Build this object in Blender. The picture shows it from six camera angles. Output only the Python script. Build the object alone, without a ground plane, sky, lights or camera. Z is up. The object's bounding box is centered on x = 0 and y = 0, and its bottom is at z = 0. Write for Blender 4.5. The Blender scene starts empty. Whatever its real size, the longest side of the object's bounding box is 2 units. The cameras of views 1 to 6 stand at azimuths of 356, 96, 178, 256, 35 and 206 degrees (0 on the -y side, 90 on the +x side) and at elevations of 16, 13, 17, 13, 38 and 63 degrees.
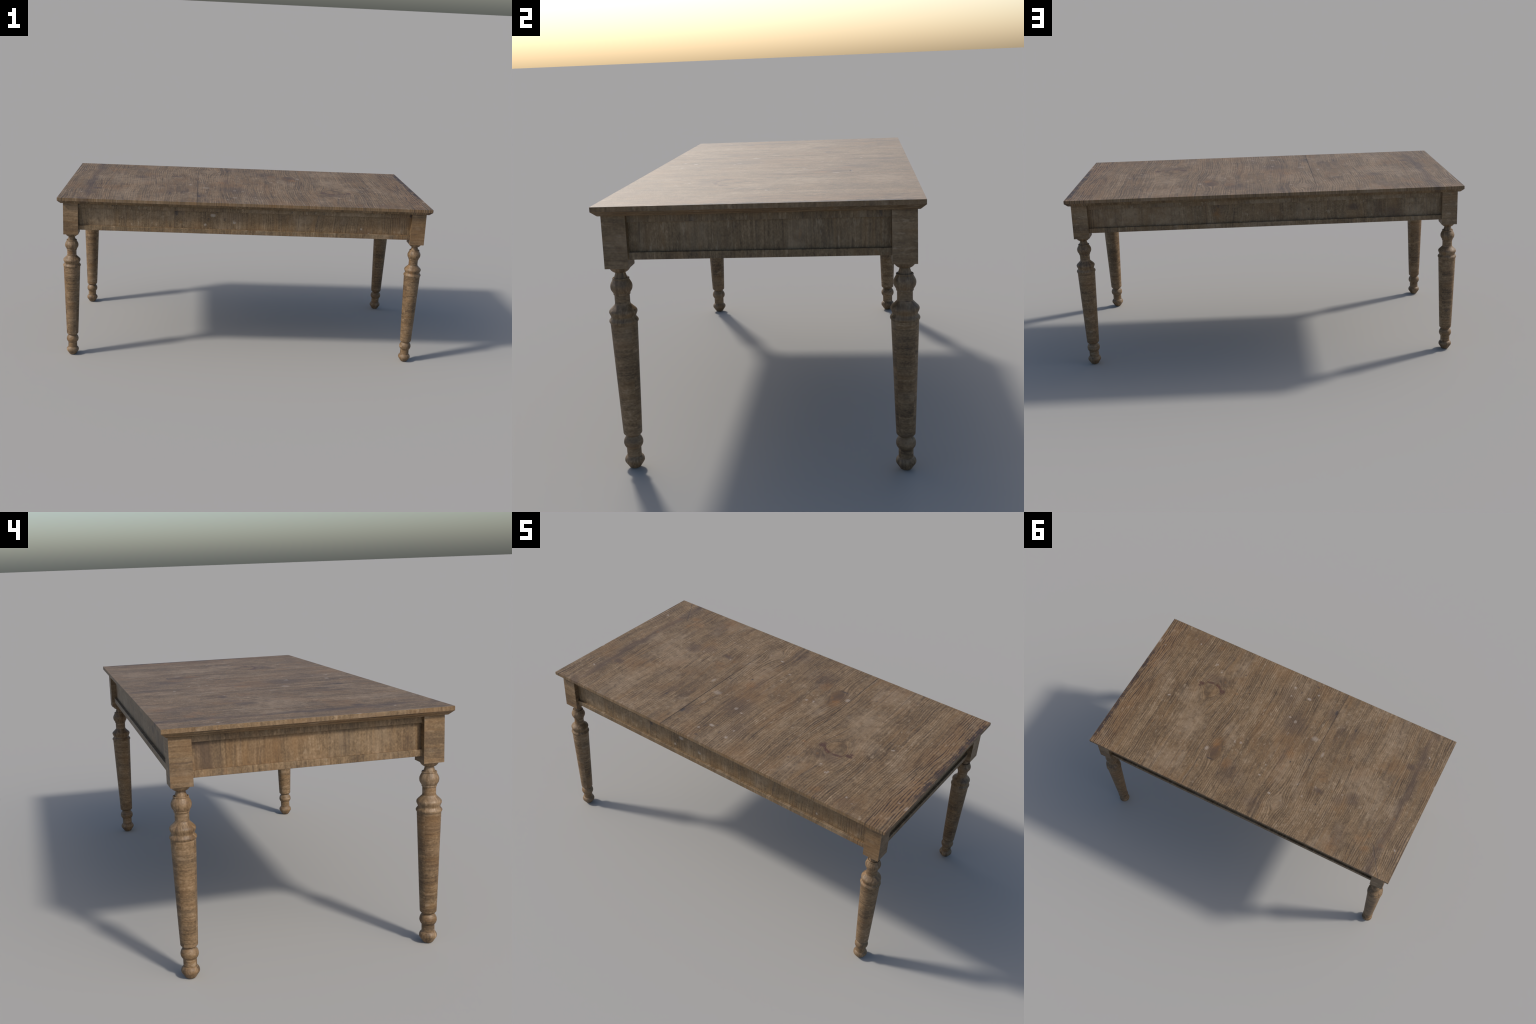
"""Old farmhouse dining table: three broad cross-grained boards on a chamfered
underboard, panelled apron with rails, four turned legs under square blocks."""
import bpy, bmesh, math
from mathutils import Vector

# ------------------------------------------------------------------ sizes (m)
HALF_X, HALF_Y = 1.000, 0.515          # table top
TOP_Z, FASCIA_Z, UNDER_Z = 0.8957, 0.8802, 0.8640
CHAMFER_X, CHAMFER_Y = 0.0160, 0.0175  # inset of the chamfered underboard
LEG_X, LEG_Y = 0.9335, 0.4513          # leg axes
BLOCK, BLOCK_Z = 0.0388, 0.6920        # half width of the square block, its lower end
RAIL_TOP, RAIL_LOW, UPPER_RAIL = 0.7408, 0.7170, 0.8375
LONG_RAIL_Y, LONG_PANEL_Y = 0.4775, 0.4650
SHORT_RAIL_X, SHORT_PANEL_X = 0.9545, 0.9430
SEAMS = (-0.266, 0.352)

# ------------------------------------------------------------------ node helpers
class Graph:
    """Small expression layer over a shader node tree."""

    def __init__(self, tree):
        self.t = tree

    def node(self, kind, **props):
        n = self.t.nodes.new(kind)
        for k, v in props.items():
            setattr(n, k, v)
        return n

    def put(self, socket, value):
        if isinstance(value, bpy.types.NodeSocket):
            self.t.links.new(value, socket)
        elif value is not None:
            socket.default_value = value

    def math(self, op, a, b=None, c=None, clamp=False):
        n = self.node("ShaderNodeMath", operation=op, use_clamp=clamp)
        for s, v in zip(n.inputs, (a, b, c)):
            self.put(s, v)
        return n.outputs[0]

    def add(self, a, b): return self.math("ADD", a, b)
    def sub(self, a, b): return self.math("SUBTRACT", a, b)
    def mul(self, a, b): return self.math("MULTIPLY", a, b)
    def div(self, a, b): return self.math("DIVIDE", a, b)
    def mad(self, a, b, c): return self.math("MULTIPLY_ADD", a, b, c)

    def total(self, *xs):
        r = xs[0]
        for x in xs[1:]:
            r = self.add(r, x)
        return r

    def prod(self, *xs):
        r = xs[0]
        for x in xs[1:]:
            r = self.mul(r, x)
        return r

    def step(self, x, lo, hi, a=0.0, b=1.0):
        """smooth ramp of x from lo (gives a) to hi (gives b)"""
        n = self.node("ShaderNodeMapRange", interpolation_type="SMOOTHSTEP")
        if lo > hi:
            lo, hi, a, b = hi, lo, b, a
        for i, v in enumerate((x, lo, hi, a, b)):
            self.put(n.inputs[i], v)
        return n.outputs[0]

    def vec(self, x, y, z=0.0):
        n = self.node("ShaderNodeCombineXYZ")
        for s, v in zip(n.inputs, (x, y, z)):
            self.put(s, v)
        return n.outputs[0]

    def split(self, v):
        n = self.node("ShaderNodeSeparateXYZ")
        self.put(n.inputs[0], v)
        return n.outputs

    def noise(self, v, scale=1.0, detail=2.0, rough=0.5, dist=0.0):
        n = self.node("ShaderNodeTexNoise", noise_dimensions="3D")
        self.put(n.inputs["Vector"], v)
        n.inputs["Scale"].default_value = scale
        n.inputs["Detail"].default_value = detail
        n.inputs["Roughness"].default_value = rough
        n.inputs["Distortion"].default_value = dist
        return n.outputs["Fac"]

    def cells(self, v, scale):
        n = self.node("ShaderNodeTexVoronoi", feature="F1")
        self.put(n.inputs["Vector"], v)
        n.inputs["Scale"].default_value = scale
        return n.outputs["Distance"], n.outputs["Color"]

    def mix(self, f, a, b, mode="MIX"):
        n = self.node("ShaderNodeMix", data_type="RGBA", blend_type=mode)
        self.put(n.inputs[0], f)
        self.put(n.inputs[6], a)
        self.put(n.inputs[7], b)
        return n.outputs[2]

    def pick(self, f, a, b):
        """number mix"""
        return self.mad(f, self.sub(b, a), a)

    def ramp(self, x, stops):
        n = self.node("ShaderNodeValToRGB")
        e = n.color_ramp.elements
        while len(e) < len(stops):
            e.new(0.5)
        for el, (p, c) in zip(e, stops):
            el.position, el.color = p, (*c, 1.0)
        self.put(n.inputs[0], x)
        return n.outputs[0]


def rgb(r, g, b):
    """display colour 0..255 -> linear"""
    f = lambda c: (c / 255 / 12.92) if c <= 10 else ((c / 255 + 0.055) / 1.055) ** 2.4
    return (f(r), f(g), f(b))


# ------------------------------------------------------------------ the wood, as one shared field
def wood_group():
    """Worn pine as a function of (u across the grain, v along the grain), laid
    out in the coordinates of the table top; other parts sample it elsewhere."""
    tree = bpy.data.node_groups.new("worn_wood", "ShaderNodeTree")
    tree.interface.new_socket("Point", in_out="INPUT", socket_type="NodeSocketVector")
    for name in ("Contrast", "Ridge", "Marks"):
        tree.interface.new_socket(name, in_out="INPUT", socket_type="NodeSocketFloat").default_value = 1.0
    tree.interface.new_socket("Color", in_out="OUTPUT", socket_type="NodeSocketColor")
    tree.interface.new_socket("Height", in_out="OUTPUT", socket_type="NodeSocketFloat")
    g = Graph(tree)
    gin, gout = g.node("NodeGroupInput"), g.node("NodeGroupOutput")
    p = gin.outputs[0]
    contrast, ridge_gain, marks = gin.outputs[1], gin.outputs[2], gin.outputs[3]
    u, v, w = g.split(p)

    # distances -----------------------------------------------------------
    def spot(cx, cy, sx, sy, ragged=0.0, core=0.35):
        """soft elliptical patch, 1 at the centre"""
        dx = g.mul(g.sub(u, cx), 1 / sx)
        dy = g.mul(g.sub(v, cy), 1 / sy)
        d = g.math("SQRT", g.add(g.mul(dx, dx), g.mul(dy, dy)))
        if ragged:
            d = g.mad(g.sub(rag if sx > 0.03 else nib, 0.5), ragged, d)
        return g.step(d, 1.0, core)

    rag = g.noise(p, 26.0, 4.0, 0.65)
    nib = g.noise(p, 75.0, 3.0, 0.65, 0.4)
    broad = g.noise(p, 2.3, 2.0)
    cloud = g.noise(g.vec(g.mul(u, 1.0), g.mul(v, 0.75), w), 7.0, 5.0, 0.62)
    fine = g.noise(p, 95.0, 3.0, 0.6)
    grit = g.noise(g.vec(g.mul(u, 1.3), v, w), 210.0, 1.0)
    mottle = g.noise(p, 30.0, 4.0, 0.62, 0.6)

    # grain field: straight along v, wandering a little, flowing round knots
    wander = g.noise(g.vec(g.mul(u, 1.9), g.mul(v, 1.3), w), 1.6, 2.0)
    wobble = g.noise(g.vec(g.mul(u, 9.0), g.mul(v, 3.5), w), 1.0, 2.0)
    field = g.total(u, g.mul(g.sub(wander, 0.5), 0.055), g.mul(g.sub(wobble, 0.5), 0.010))
    for cx, cy, rad, stretch in ((0.515, -0.150, 0.054, 0.75), (0.275, 0.230, 0.036, 0.6),
                                 (-0.205, 0.362, 0.034, 0.8), (-0.385, 0.120, 0.030, 0.5)):
        dx = g.sub(u, cx)
        dy = g.mul(g.sub(v, cy), stretch)
        r2 = g.add(g.add(g.mul(dx, dx), g.mul(dy, dy)), rad * rad * 0.35)
        field = g.sub(field, g.mul(dx, g.math("MINIMUM", g.div(rad * rad, r2), 1.1)))
    streak = g.noise(g.vec(g.mul(field, 75.0), g.mul(v, 2.6), w), 1.0, 4.0, 0.66)
    thread = g.noise(g.vec(g.mul(field, 190.0), g.mul(v, 8.0), w), 1.0, 3.0, 0.65)
    tint = g.noise(g.vec(g.mul(field, 48.0), g.mul(v, 3.0), g.add(w, 11.0)), 1.0, 3.0, 0.6)
    band = g.noise(g.vec(g.mul(field, 15.0), g.mul(v, 0.8), w), 1.0, 2.0)
    year = g.noise(g.vec(g.mul(field, 26.0), g.mul(v, 0.55), g.add(w, 8.0)), 1.0, 1.0)
    rings = g.mul(g.step(g.math("ABSOLUTE", g.sub(year, 0.5)), 0.022, 0.004),
                  g.step(g.noise(g.vec(g.mul(u, 8.0), g.mul(v, 5.0), g.add(w, 8.5)), 1.0, 3.0), 0.38, 0.62))
    phase = g.mad(g.noise(g.vec(g.mul(field, 24.0), g.mul(v, 2.2), w), 1.0, 2.0), 11.0, g.mul(field, 520.0))
    ridge = g.mad(g.math("SINE", phase), 0.5, 0.5)
    ridge_zone = g.step(g.noise(g.vec(g.mul(u, 4.5), g.mul(v, 1.6), w), 1.0, 3.0, 0.55), 0.36, 0.60, 0.12, 1.0)
    broken = g.step(g.noise(g.vec(g.mul(u, 34.0), g.mul(v, 17.0), w), 1.0, 3.0, 0.6), 0.30, 0.58, 0.25, 1.0)
    ridge_zone = g.mul(ridge_zone, broken)

    # heavy open grain toward the right-hand end, straight and dark
    right = g.step(g.add(u, g.mul(g.sub(broad, 0.5), 0.12)), 0.79, 0.95)
    ridge_zone = g.math("MAXIMUM", ridge_zone, g.mul(right, g.mad(broken, 0.6, 0.2)))

    tone = g.total(g.mul(g.sub(streak, 0.5), 0.56),
                   g.mul(g.sub(thread, 0.5), 0.52),
                   g.mul(g.sub(band, 0.5), 0.34),
                   g.mul(g.sub(cloud, 0.5), 0.46),
                   g.mul(g.sub(mottle, 0.5), 0.46),
                   g.mul(g.sub(fine, 0.5), 0.44),
                   g.mul(g.sub(grit, 0.5), 0.50),
                   g.prod(g.sub(ridge, 0.5), ridge_zone, ridge_gain, 0.25),
                   g.mul(g.mul(rings, ridge_gain), -0.17))
    tone = g.mad(tone, contrast, 0.5)
    col = g.ramp(tone, ((0.10, rgb(56, 43, 30)), (0.34, rgb(86, 69, 48)),
                        (0.52, rgb(107, 88, 63)), (0.70, rgb(127, 106, 80)), (0.92, rgb(150, 133, 109))))
    col = g.mix(g.mul(g.step(tint, 0.50, 0.70), 0.34), col, rgb(117, 88, 52) + (1,))
    col = g.mix(g.mul(g.step(tint, 0.46, 0.30), 0.30), col, rgb(92, 80, 64) + (1,))

    # warm and grey washes
    warm = g.step(g.noise(g.vec(g.mul(u, 1.2), g.mul(v, 0.8), g.add(w, 7.3)), 5.0, 4.0, 0.6), 0.50, 0.72)
    col = g.mix(g.mul(warm, 0.36), col, rgb(116, 86, 51) + (1,))
    pale = g.step(g.noise(g.vec(g.mul(u, 1.3), g.mul(v, 0.8), g.add(w, 3.1)), 4.2, 5.0, 0.66), 0.50, 0.70)
    for cx, cy, sx, sy in ((-0.66, -0.36, 0.10, 0.20), (-0.60, 0.02, 0.15, 0.16), (-0.72, 0.06, 0.06, 0.25),
                           (0.52, 0.12, 0.13, 0.20), (0.53, 0.42, 0.16, 0.12), (-0.14, 0.16, 0.06, 0.16),
                           (0.62, -0.05, 0.10, 0.10)):
        pale = g.math("MAXIMUM", pale, g.mul(spot(cx, cy, sx, sy, 1.3, 0.2), 0.8))
    pale = g.mul(pale, g.step(mottle, 0.30, 0.62, 0.35, 1.0))
    col = g.mix(g.mul(pale, 0.50), col, rgb(143, 126, 104) + (1,))

    # short pale scuffs and dark broken pores lying along the grain
    scuff = g.noise(g.vec(g.mul(field, 66.0), g.mul(v, 27.0), g.add(w, 15.0)), 1.0, 3.0, 0.6)
    where = g.noise(g.vec(g.mul(u, 5.0), g.mul(v, 4.0), g.add(w, 17.0)), 1.0, 3.0)
    col = g.mix(g.mul(g.prod(g.step(scuff, 0.57, 0.68), g.step(where, 0.40, 0.62)), 0.42), col, rgb(158, 142, 120) + (1,))
    pore = g.noise(g.vec(g.mul(field, 105.0), g.mul(v, 13.0), g.add(w, 19.0)), 1.0, 3.0, 0.62)
    col = g.mix(g.mul(g.prod(g.step(pore, 0.42, 0.32), g.step(where, 0.66, 0.36)), 0.55), col, rgb(66, 50, 36) + (1,))

    # dark clouds
    dark = None
    for cx, cy, sx, sy, s in ((-0.060, -0.165, 0.12, 0.13, 0.5), (-0.60, 0.135, 0.07, 0.07, 0.6),
                              (-0.52, 0.17, 0.05, 0.06, 0.45), (-0.394, 0.178, 0.045, 0.03, 0.75),
                              (0.29, 0.235, 0.055, 0.09, 0.55), (-0.62, 0.40, 0.06, 0.14, 0.4),
                              (0.135, 0.32, 0.10, 0.12, 0.35), (-0.08, 0.43, 0.09, 0.09, 0.4),
                              (0.515, -0.225, 0.12, 0.06, 0.4), (-0.245, -0.335, 0.05, 0.06, 0.5),
                              (-0.34, -0.235, 0.03, 0.12, 0.4), (-0.42, -0.255, 0.03, 0.13, 0.4),
                              (-0.10, 0.06, 0.03, 0.12, 0.5), (0.05, -0.33, 0.09, 0.16, 0.3),
                              (-0.825, -0.225, 0.055, 0.035, 0.8), (0.75, -0.45, 0.08, 0.06, 0.35)):
        s_ = g.mul(spot(cx, cy, sx, sy, 1.1, 0.15), s)
        dark = s_ if dark is None else g.math("MAXIMUM", dark, s_)
    # long dark stripe across the left-hand board
    wav = g.mul(g.sub(g.noise(g.vec(0.0, g.mul(v, 1.0), w), 7.0, 3.0), 0.5), 0.075)
    stripe_d = g.math("ABSOLUTE", g.add(g.sub(u, -0.868), wav))
    stripe_w = g.noise(g.vec(g.mul(u, 14.0), g.mul(v, 2.6), g.add(w, 2.0)), 1.0, 3.0)
    stripe = g.mul(g.step(g.mad(g.sub(rag, 0.5), 0.03, stripe_d), 0.040, 0.004), g.step(stripe_w, 0.26, 0.58))
    dark = g.math("MAXIMUM", dark, g.mul(stripe, 0.75))
    col = g.mix(dark, col, rgb(70, 55, 44) + (1,))

    # the burnt, orange right-hand edge
    edge = g.mul(right, g.step(g.noise(g.vec(g.mul(u, 10.0), g.mul(v, 5.0), g.add(w, 1.0)), 1.0, 3.0), 0.35, 0.65))
    col = g.mix(g.mul(edge, 0.40), col, rgb(114, 82, 47) + (1,))
    gaps = g.noise(g.vec(g.mul(field, 60.0), g.mul(v, 13.0), g.add(w, 6.0)), 1.0, 3.0, 0.6)
    groove = g.prod(ridge_gain, g.step(right, 0.2, 0.9), g.step(ridge, 0.55, 0.10), g.step(streak, 0.66, 0.42), g.step(gaps, 0.42, 0.52))
    col = g.mix(g.mul(groove, 0.9), col, rgb(52, 38, 30) + (1,))
    rim = g.mul(g.step(g.mad(g.sub(g.total(rag, nib), 1.0), 0.05, g.math("ABSOLUTE", g.sub(u, 0.990))), 0.020, 0.003),
                g.mul(g.step(g.noise(g.vec(1.0, v, w), 9.0, 3.0), 0.33, 0.50), g.step(v, -0.33, -0.18)))
    col = g.mix(g.mul(rim, 0.85), col, rgb(46, 36, 34) + (1,))
    # weathered rows of dark checks at the other end, near one corner
    check = g.prod(g.step(u, -0.93, -0.965), g.step(v, 0.12, 0.25), g.step(v, 0.47, 0.40), g.step(ridge, 0.4, 0.1))
    col = g.mix(g.mul(check, 0.7), col, rgb(58, 48, 44) + (1,))

    # rust and orange blooms
    rust = None
    for cx, cy, sx, sy, s in ((0.300, 0.175, 0.030, 0.06, 0.95), (0.185, 0.27, 0.055, 0.06, 0.6),
                              (0.61, -0.455, 0.05, 0.04, 0.45), (-0.130, 0.030, 0.040, 0.055, 0.75),
                              (-0.38, 0.075, 0.045, 0.06, 0.55), (-0.74, 0.345, 0.05, 0.06, 0.5),
                              (-0.79, 0.385, 0.035, 0.03, 0.7), (-0.783, 0.295, 0.015, 0.04, 0.7),
                              (-0.871, 0.325, 0.03, 0.022, 0.5), (0.36, -0.194, 0.014, 0.014, 1.0),
                              (-0.55, -0.02, 0.04, 0.07, 0.35), (-0.60, 0.46, 0.07, 0.06, 0.35)):
        s_ = g.mul(spot(cx, cy, sx, sy, 1.5, 0.1), s)
        rust = s_ if rust is None else g.math("MAXIMUM", rust, s_)
    d3, c3 = g.cells(g.vec(u, g.mul(v, 0.8), g.add(w, 5.0)), 30.0)
    ids3 = g.split(c3)
    flecks = g.mul(g.step(g.mad(g.sub(fine, 0.5), 0.5, d3), 0.30, 0.12), g.step(ids3[0], 0.90, 0.93))
    rust = g.math("MAXIMUM", rust, g.mul(flecks, 0.55))
    col = g.mix(g.mul(g.mul(rust, g.step(mottle, 0.25, 0.60)), 0.62), col, rgb(122, 84, 43) + (1,))

    # bark-red arcs of the large knot
    knot_r = g.math("SQRT", g.add(g.math("POWER", g.mul(g.sub(u, 0.522), 1.0), 2.0),
                                  g.math("POWER", g.mul(g.sub(v, -0.135), 1.25), 2.0)))
    arc = g.prod(g.step(g.math("ABSOLUTE", g.add(g.sub(knot_r, 0.075), g.mul(g.sub(rag, 0.5), 0.05))), 0.012, 0.002),
                 g.step(v, -0.125, -0.150), g.step(mottle, 0.38, 0.50))
    arc = g.math("MAXIMUM", arc, g.mul(g.math("MAXIMUM", spot(0.595, -0.163, 0.028, 0.016, 0.9),
                                              spot(0.447, -0.165, 0.026, 0.022, 0.9)), 0.95))
    col = g.mix(g.mul(arc, 0.85), col, rgb(66, 38, 28) + (1,))
    # bare grey knot
    oval = spot(-0.200, 0.362, 0.062, 0.058, 0.35, 0.75)
    col = g.mix(g.mul(oval, 0.32), col, rgb(118, 102, 82) + (1,))

    # seams, cracks and dark specks
    jig = g.mul(g.sub(g.noise(g.vec(0.0, v, w), 9.0, 3.0), 0.5), 0.005)
    def line(cx, width, v0, v1, slope=0.0, mid=0.0, soft=0.08):
        d = g.math("ABSOLUTE", g.add(g.sub(u, cx), g.add(jig, g.mul(g.sub(v, mid), -slope))))
        ends = g.mul(g.step(v, v0 - soft, v0 + soft), g.step(v, v1 + soft, v1 - soft))
        return g.mul(g.step(d, width, width * 0.25), ends)
    wear = g.step(g.noise(g.vec(0.0, g.mul(v, 1.0), g.add(w, 9.0)), 22.0, 3.0), 0.36, 0.56, 0.40, 1.0)
    lines = g.mul(g.math("MAXIMUM", line(SEAMS[0], 0.0042, -0.62, 0.36), line(SEAMS[1], 0.0042, -0.02, 0.62)), g.mul(wear, 0.56))
    for a in ((0.212, 0.0028, 0.21, 0.38, -0.18, 0.28, 0.02), (-0.495, 0.003, 0.22, 0.36, 0.1, 0.3, 0.04),
              (-0.850, 0.0045, 0.33, 0.52, -0.62, 0.38, 0.02), (-0.781, 0.0028, -0.15, 0.26, 0.06, 0.0, 0.06),
              (0.480, 0.0026, 0.28, 0.50, 0.0, 0.4, 0.06), (0.425, 0.0026, 0.22, 0.48, 0.0, 0.4, 0.06),
              (0.575, 0.0026, 0.25, 0.50, 0.0, 0.4, 0.06), (0.50, 0.0026, -0.48, -0.27, 0.15, -0.4, 0.05),
              (0.40, 0.0026, -0.50, -0.22, 0.05, -0.4, 0.05), (-0.082, 0.0028, 0.36, 0.44, 0.2, 0.4, 0.02)):
        lines = g.math("MAXIMUM", lines, g.mul(line(*a), 0.6))
    d1, c1 = g.cells(g.vec(u, g.mul(v, 0.7), w), 24.0)
    ids = g.split(c1)
    rough_d = g.mad(g.sub(fine, 0.5), 0.35, d1)
    specks = g.mul(g.step(rough_d, 0.16, 0.06), g.step(ids[0], 0.93, 0.95))
    lines = g.math("MAXIMUM", lines, g.mul(specks, 0.7))
    blots = g.math("MAXIMUM", spot(-0.258, -0.362, 0.012, 0.030, 0.9), spot(-0.156, 0.080, 0.007, 0.009, 0.5))
    blots = g.math("MAXIMUM", blots, spot(0.290, 0.285, 0.026, 0.006, 1.0))
    blots = g.math("MAXIMUM", blots, g.mul(spot(-0.418, -0.300, 0.007, 0.020, 0.8), 0.8))
    blots = g.math("MAXIMUM", blots, g.mul(spot(-0.075, -0.475, 0.012, 0.012, 0.8), 0.7))
    lines = g.math("MAXIMUM", lines, blots)
    col = g.mix(g.mul(lines, 0.82), col, rgb(50, 43, 42) + (1,))

    # paint drips and plaster specks, thick in the middle board
    d2, c2 = g.cells(g.vec(u, g.mul(v, 0.85), g.add(w, 4.0)), 19.0)
    ids2 = g.split(c2)
    middle = spot(-0.09, 0.00, 0.34, 0.55, 0.0, 0.2)
    lot = g.add(ids2[0], g.mul(middle, 0.13))
    drip = g.mul(g.step(g.mad(g.sub(nib, 0.5), 0.75, d2), 0.20, 0.04), g.step(lot, 0.91, 0.94))
    for cx, cy, sx, sy, s in ((-0.062, -0.370, 0.020, 0.012, 1.0), (-0.103, -0.423, 0.009, 0.009, 0.9),
                              (-0.014, -0.199, 0.010, 0.008, 1.0), (-0.058, -0.184, 0.014, 0.015, 0.7),
                              (-0.139, 0.324, 0.014, 0.009, 1.0), (-0.032, 0.243, 0.011, 0.007, 0.9),
                              (-0.034, 0.166, 0.007, 0.007, 0.8), (-0.309, -0.054, 0.012, 0.025, 0.7),
                              (-0.220, -0.131, 0.030, 0.024, 0.6), (0.171, 0.102, 0.012, 0.012, 0.8),
                              (0.744, -0.420, 0.008, 0.008, 0.9), (0.992, -0.324, 0.010, 0.022, 0.7),
                              (0.339, 0.231, 0.016, 0.022, 0.8), (-0.53, 0.135, 0.006, 0.006, 0.8)):
        drip = g.math("MAXIMUM", drip, g.mul(spot(cx, cy, sx, sy, 0.9, 0.3), s))
    drip = g.mul(drip, marks)
    col = g.mix(g.mul(drip, 0.60), col, rgb(160, 150, 138) + (1,))

    height = g.total(g.mul(tone, 0.6), g.mul(ridge_zone, g.mul(ridge, 0.35)), g.mul(lines, -1.2),
                     g.mul(drip, 0.15), g.mul(groove, -0.5))
    g.put(gout.inputs[0], col)
    g.put(gout.inputs[1], height)
    return tree


WOOD = wood_group()


def wood_material(name, coords, rough=0.56, spec=0.45, bump=0.20, gain=1.0, warm=0.0,
                  contrast=1.0, ridge=1.0, marks=0.25):
    """coords(graph, position, normal) -> (u, v, w) into the shared wood field"""
    m = bpy.data.materials.new(name)
    m.use_nodes = True
    g = Graph(m.node_tree)
    bsdf = next(n for n in m.node_tree.nodes if n.type == "BSDF_PRINCIPLED")
    tc = g.node("ShaderNodeTexCoord")
    u, v, w = coords(g, g.split(tc.outputs["Object"]), g.split(tc.outputs["Normal"]))
    wood = g.node("ShaderNodeGroup", node_tree=WOOD)
    g.put(wood.inputs[0], g.vec(u, v, w))
    g.put(wood.inputs[1], contrast(g, g.split(tc.outputs["Normal"])) if callable(contrast) else contrast)
    g.put(wood.inputs[2], ridge)
    g.put(wood.inputs[3], marks)
    col = wood.outputs[0]
    if gain != 1.0 or warm:
        col = g.mix(1.0, col, (gain * (1 + warm), gain * (1 - 0.5 * warm), gain * (1 - 1.6 * warm), 1), "MULTIPLY")
    g.put(bsdf.inputs["Base Color"], col)
    bsdf.inputs["Roughness"].default_value = rough
    bsdf.inputs["Specular IOR Level"].default_value = spec
    b = g.node("ShaderNodeBump")
    b.inputs["Strength"].default_value = bump
    b.inputs["Distance"].default_value = 0.004
    g.put(b.inputs["Height"], wood.outputs[1])
    g.put(bsdf.inputs["Normal"], b.outputs[0])
    return m


def top_coords(g, p, n):
    end = g.step(g.math("ABSOLUTE", n[0]), 0.85, 0.95)          # faces of the short edges
    u = g.pick(end, p[0], g.mad(p[1], 0.7, 0.15))
    v = g.pick(end, p[1], g.sub(p[2], 0.1))
    return u, v, g.mul(end, 2.0)


def under_coords(g, p, n):
    end = g.step(g.math("ABSOLUTE", n[0]), 0.30, 0.40)
    u = g.pick(end, p[0], g.mad(p[2], 1.5, g.mul(p[0], 0.35)))
    return u, g.mad(g.pick(end, p[2], p[1]), 0.7, 1.1), 2.0


def long_coords(shift, lift, layer, along=1.0):
    return lambda g, p, n: (g.add(p[0], shift), g.mad(p[2], along, lift), layer)


def short_coords(scale, shift, lift, layer, along=0.55):
    return lambda g, p, n: (g.mad(p[1], scale, shift), g.mad(p[2], along, lift), layer)


def turned_coords(g, p, n):
    """box projection from four sides; the grain lies level on the shaft and
    stands upright on beads, flares and feet"""
    info = g.node("ShaderNodeObjectInfo")
    rnd = info.outputs["Random"]
    side = g.math("GREATER_THAN", g.math("ABSOLUTE", n[0]), g.math("ABSOLUTE", n[1]))
    across = g.pick(side, p[0], p[1])
    face = g.total(g.mul(side, 3.0), g.mul(g.math("SIGN", g.pick(side, n[1], n[0])), 0.7), g.mul(rnd, 20.0))
    z = p[2]
    bead = g.math("MAXIMUM", g.mul(g.math("GREATER_THAN", z, 0.598), g.math("LESS_THAN", z, 0.700)),
                  g.mul(g.math("GREATER_THAN", z, 0.506), g.math("LESS_THAN", z, 0.568)))
    bead = g.math("MAXIMUM", bead, g.math("LESS_THAN", z, 0.040))
    u = g.pick(bead, g.mad(rnd, 0.7, g.mad(z, 0.75, -0.50)), g.mad(rnd, 0.5, g.mad(across, 0.75, -0.25)))
    v = g.mad(g.pick(bead, across, z), 0.55, 0.9)
    return u, v, face


def block_coords(g, p, n):
    info = g.node("ShaderNodeObjectInfo")
    rnd = info.outputs["Random"]
    side = g.math("GREATER_THAN", g.math("ABSOLUTE", n[0]), 0.5)
    across = g.pick(side, p[0], p[1])
    face = g.total(g.mul(side, 3.0), g.mul(g.math("SIGN", g.pick(side, n[1], n[0])), 0.7), g.mul(rnd, 20.0))
    return g.mad(rnd, 0.6, g.mad(p[2], 0.75, -0.7)), g.mad(across, 0.6, 0.9), face


MAT_TOP = wood_material("worn_wood_top", top_coords, gain=0.99, warm=0.025, marks=1.0,
                        contrast=lambda g, n: g.step(n[2], 0.3, 0.7, 0.68, 1.08))
MAT_UNDER = wood_material("underboard_wood", under_coords, contrast=0.9, ridge=0.5)
MAT_TURNED = wood_material("turned_wood", turned_coords, warm=0.032, gain=0.98, contrast=1.12, ridge=0.30)
MAT_BLOCK = wood_material("block_wood", block_coords, warm=0.025, contrast=0.8, ridge=0.30)
PANEL_MATS = {
    "front": wood_material("front_panel_wood", long_coords(0.118, -1.186, 0.0), ridge=0.45, marks=1.0),
    "back": wood_material("back_panel_wood", long_coords(0.05, -0.62, 3.0), ridge=0.45),
    "left": wood_material("left_panel_wood", short_coords(-0.62, -0.640, -0.600, 0.0), warm=0.02, ridge=0.45),
    "right": wood_material("right_panel_wood", short_coords(1.0, 0.30, 0.45, 6.0), ridge=0.45),
}
RAIL_MATS = {
    "front": wood_material("front_rail_wood", long_coords(0.09, 0.20, 0.0), ridge=0.45),
    "back": wood_material("back_rail_wood", long_coords(0.07, 0.30, 1.5), ridge=0.45),
    "left": wood_material("left_rail_wood", short_coords(-0.62, -0.45, 0.50, 4.0), warm=0.02, ridge=0.45),
    "right": wood_material("right_rail_wood", short_coords(1.0, 0.2, 0.60, 5.0), ridge=0.45),
}

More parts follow.
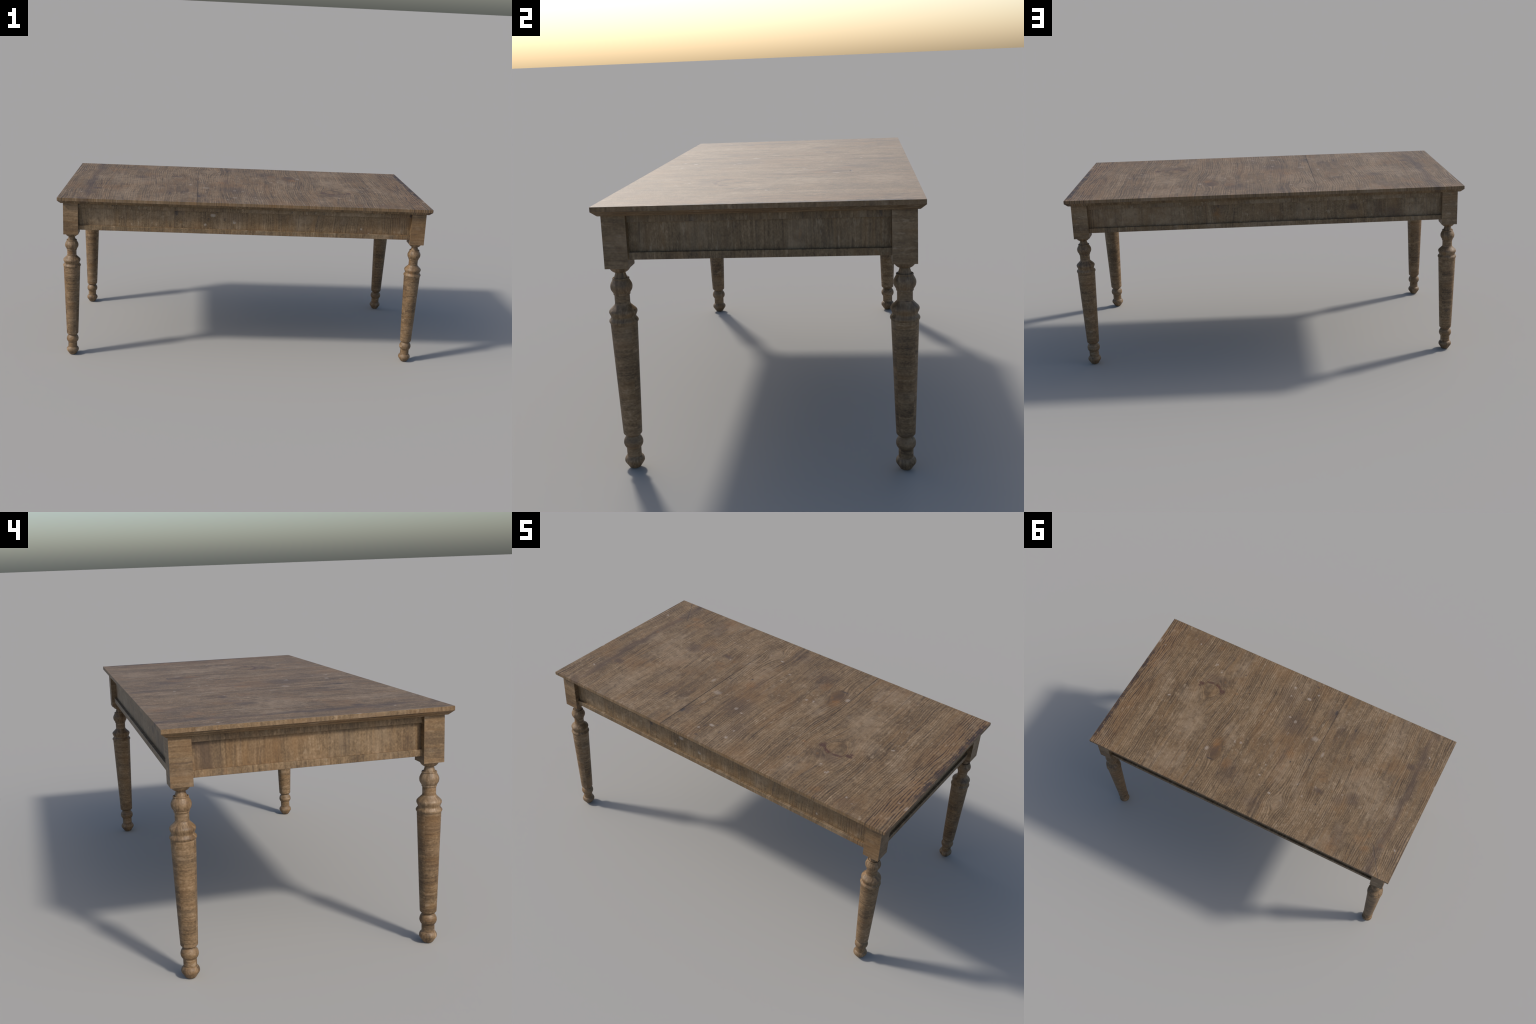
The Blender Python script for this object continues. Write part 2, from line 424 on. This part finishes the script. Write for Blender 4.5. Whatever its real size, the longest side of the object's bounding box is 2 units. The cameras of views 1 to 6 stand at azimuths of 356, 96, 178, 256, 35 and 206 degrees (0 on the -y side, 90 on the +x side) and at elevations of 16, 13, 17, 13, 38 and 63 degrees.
# ------------------------------------------------------------------ geometry helpers
def finish(bm, name, material, parent=None, smooth_angle=None):
    bmesh.ops.remove_doubles(bm, verts=bm.verts, dist=1e-6)
    bmesh.ops.recalc_face_normals(bm, faces=bm.faces)
    me = bpy.data.meshes.new(name)
    bm.to_mesh(me)
    bm.free()
    me.materials.append(material)
    if smooth_angle is not None:
        me.polygons.foreach_set("use_smooth", [True] * len(me.polygons))
        me.set_sharp_from_angle(angle=math.radians(smooth_angle))
    ob = bpy.data.objects.new(name, me)
    bpy.context.scene.collection.objects.link(ob)
    ob.parent = parent
    return ob


def box(bm, x0, x1, y0, y1, z0, z1):
    vs = [bm.verts.new((x, y, z)) for z in (z0, z1) for x, y in ((x0, y0), (x1, y0), (x1, y1), (x0, y1))]
    for f in ((0, 1, 2, 3), (4, 5, 6, 7), (0, 1, 5, 4), (1, 2, 6, 5), (2, 3, 7, 6), (3, 0, 4, 7)):
        bm.faces.new([vs[i] for i in f])
    return vs


def boxed(name, dims, material, parent, ease=0.0008):
    bm = bmesh.new()
    box(bm, *dims)
    bmesh.ops.recalc_face_normals(bm, faces=bm.faces)
    if ease:
        bmesh.ops.bevel(bm, geom=bm.edges[:], offset=ease, segments=1, affect="EDGES")
    return finish(bm, name, material, parent)


def plank(parent, x0, x1, open0, open1):
    """One board of the top, drawn along y.  open0/open1(y) give how far the
    joint on that side has opened into a small V at y."""
    bm = bmesh.new()
    ys = [-HALF_Y + 2 * HALF_Y * i / 40 for i in range(41)]
    rings = []
    for y in ys:
        a, b = open0(y), open1(y)
        pts = ((x0, FASCIA_Z), (x0, TOP_Z - 1.6 * a - 1e-4), (x0 + a + 1e-4, TOP_Z),
               (x1 - b - 1e-4, TOP_Z), (x1, TOP_Z - 1.6 * b - 1e-4), (x1, FASCIA_Z))
        rings.append([bm.verts.new((x, y, z)) for x, z in pts])
    for r, s in zip(rings, rings[1:]):
        for i in range(6):
            j = (i + 1) % 6
            bm.faces.new((r[i], r[j], s[j], s[i]))
    bm.faces.new(rings[0])
    bm.faces.new(rings[-1])
    return finish(bm, "plank", MAT_TOP, parent)


# ------------------------------------------------------------------ build
def ease(y, y0, y1, soft=0.10):
    s = lambda t: max(0.0, min(1.0, t)) ** 2 * (3 - 2 * max(0.0, min(1.0, t)))
    return s((y - y0) / soft + 0.5) * s((y1 - y) / soft + 0.5)


table = bpy.data.objects.new("wooden_table", None)
bpy.context.scene.collection.objects.link(table)
table["label"] = "worn brown wooden dining table with four turned legs"
table["category"] = "dining table"

# underboard with chamfered edge, carrying the three boards
bm = bmesh.new()
lo = [bm.verts.new((sx * (HALF_X - CHAMFER_X), sy * (HALF_Y - CHAMFER_Y), UNDER_Z)) for sx, sy in ((-1, -1), (1, -1), (1, 1), (-1, 1))]
hi = [bm.verts.new((sx * HALF_X, sy * HALF_Y, FASCIA_Z)) for sx, sy in ((-1, -1), (1, -1), (1, 1), (-1, 1))]
bm.faces.new(lo)
bm.faces.new(hi)
for i in range(4):
    j = (i + 1) % 4
    bm.faces.new((lo[i], lo[j], hi[j], hi[i]))
tabletop = finish(bm, "tabletop", MAT_UNDER, table)

closed = lambda y: 0.0002
seam_a = lambda y: 0.0006 * ease(y, -0.62, 0.36)
seam_b = lambda y: 0.0006 * ease(y, -0.02, 0.62)
edges = (-HALF_X, SEAMS[0], SEAMS[1], HALF_X)
opens = (closed, seam_a, seam_b, closed)
for i in range(3):
    plank(tabletop, edges[i], edges[i + 1], opens[i], opens[i + 1])

# apron: panel set back behind an upper and a lower rail, on each side
ix, iy = LEG_X - BLOCK, LEG_Y - BLOCK          # inner faces of the leg blocks
over = 0.004                                    # how far the ends sink into the blocks
for side, s in (("front", -1), ("back", 1)):
    def span(a, b, s=s):
        return (min(s * a, s * b), max(s * a, s * b))
    pan = boxed("apron", (-ix - over, ix + over, *span(LONG_PANEL_Y - 0.026, LONG_PANEL_Y), RAIL_LOW + 0.002, UNDER_Z - 0.0004),
                PANEL_MATS[side], table, 0)
    boxed("upper_rail", (-ix - over, ix + over, *span(LONG_PANEL_Y - 0.001, LONG_RAIL_Y - 0.0015), UPPER_RAIL, UNDER_Z - 0.0002),
          RAIL_MATS[side], pan, 0)
    boxed("lower_rail", (-ix - over, ix + over, *span(LONG_PANEL_Y - 0.022, LONG_RAIL_Y), RAIL_LOW, RAIL_TOP),
          RAIL_MATS[side], pan)
for side, s in (("left", -1), ("right", 1)):
    def span(a, b, s=s):
        return (min(s * a, s * b), max(s * a, s * b))
    pan = boxed("apron", (*span(SHORT_PANEL_X - 0.026, SHORT_PANEL_X), -iy - over, iy + over, RAIL_LOW + 0.002, UNDER_Z - 0.0004),
                PANEL_MATS[side], table, 0)
    boxed("upper_rail", (*span(SHORT_PANEL_X - 0.001, SHORT_RAIL_X), -iy - over, iy + over, UPPER_RAIL, UNDER_Z - 0.0002),
          RAIL_MATS[side], pan, 0)
    boxed("lower_rail", (*span(SHORT_PANEL_X - 0.022, SHORT_RAIL_X), -iy - over, iy + over, RAIL_LOW, RAIL_TOP),
          RAIL_MATS[side], pan)

# turned leg: (radius, height) from the block down to the foot
PROFILE = [
    (0.0, 0.6930), (0.0345, 0.6930), (0.0335, 0.6885), (0.0312, 0.6840), (0.0282, 0.6802), (0.0245, 0.6770),
    (0.0205, 0.6747), (0.0163, 0.6735),                                    # cup under the block
    (0.0170, 0.6700), (0.0187, 0.6640), (0.0212, 0.6560), (0.0214, 0.6535),  # tapered neck
    (0.0236, 0.6552), (0.0256, 0.6561), (0.0270, 0.6552), (0.0277, 0.6530), (0.0266, 0.6502),  # collar
    (0.0300, 0.6440), (0.0330, 0.6383), (0.0347, 0.6340), (0.0356, 0.6290), (0.0356, 0.6255),
    (0.0349, 0.6205), (0.0336, 0.6160), (0.0304, 0.6105), (0.0270, 0.6050),   # upper bead
    (0.0273, 0.6040), (0.0276, 0.6022), (0.0270, 0.6004), (0.0247, 0.5990),   # fillet
    (0.0247, 0.5860), (0.0247, 0.5735), (0.0250, 0.5700), (0.0262, 0.5670),   # waist
    (0.0335, 0.5595), (0.0400, 0.5535), (0.0437, 0.5495), (0.0454, 0.5458), (0.0456, 0.5425),
    (0.0448, 0.5390), (0.0430, 0.5350), (0.0413, 0.5310), (0.0403, 0.5275),   # flare
    (0.0403, 0.5250), (0.0415, 0.5225), (0.0445, 0.5195), (0.0465, 0.5165), (0.0475, 0.5135),
    (0.0470, 0.5105), (0.0458, 0.5082), (0.0438, 0.5074),                   # ring
    (0.0439, 0.5040), (0.0405, 0.4000), (0.0372, 0.3000), (0.0339, 0.2000), (0.0311, 0.1240),  # long taper
    (0.0303, 0.1215), (0.0285, 0.1192), (0.0250, 0.1160), (0.0218, 0.1142),
    (0.0218, 0.1128), (0.0238, 0.1105), (0.0272, 0.1060), (0.0300, 0.1005), (0.0317, 0.0945), (0.0322, 0.0890),
    (0.0315, 0.0840), (0.0298, 0.0790), (0.0270, 0.0745), (0.0243, 0.0712),   # lower bead
    (0.0240, 0.0690), (0.0240, 0.0560), (0.0240, 0.0425),                   # ankle
    (0.0256, 0.0410), (0.0290, 0.0380), (0.0315, 0.0340), (0.0329, 0.0290), (0.0331, 0.0250), (0.0325, 0.0218),
    (0.0305, 0.0183), (0.0242, 0.0088), (0.0202, 0.0026), (0.0188, 0.0007), (0.0174, 0.0), (0.0, 0.0),
]
SEG = 36
bm = bmesh.new()
rings = []
for r, z in PROFILE:
    if r == 0.0:
        rings.append([bm.verts.new((0, 0, z))])
    else:
        rings.append([bm.verts.new((r * math.cos(2 * math.pi * i / SEG), r * math.sin(2 * math.pi * i / SEG), z)) for i in range(SEG)])
for a, b in zip(rings, rings[1:]):
    for i in range(SEG):
        j = (i + 1) % SEG
        if len(a) == 1:
            bm.faces.new((a[0], b[i], b[j]))
        elif len(b) == 1:
            bm.faces.new((a[i], a[j], b[0]))
        else:
            bm.faces.new((a[i], a[j], b[j], b[i]))
leg0 = finish(bm, "leg", MAT_TURNED, table, smooth_angle=32)
bm = bmesh.new()
box(bm, -BLOCK, BLOCK, -BLOCK, BLOCK, BLOCK_Z, UNDER_Z)
block0 = finish(bm, "leg_block", MAT_BLOCK, leg0)

first = True
for sx, sy in ((-1, -1), (1, -1), (1, 1), (-1, 1)):
    if first:
        leg, block, first = leg0, block0, False
    else:
        leg, block = leg0.copy(), block0.copy()
        for o in (leg, block):
            bpy.context.scene.collection.objects.link(o)
        leg.parent, block.parent = table, leg
    leg.location = (sx * LEG_X, sy * LEG_Y, 0.0)
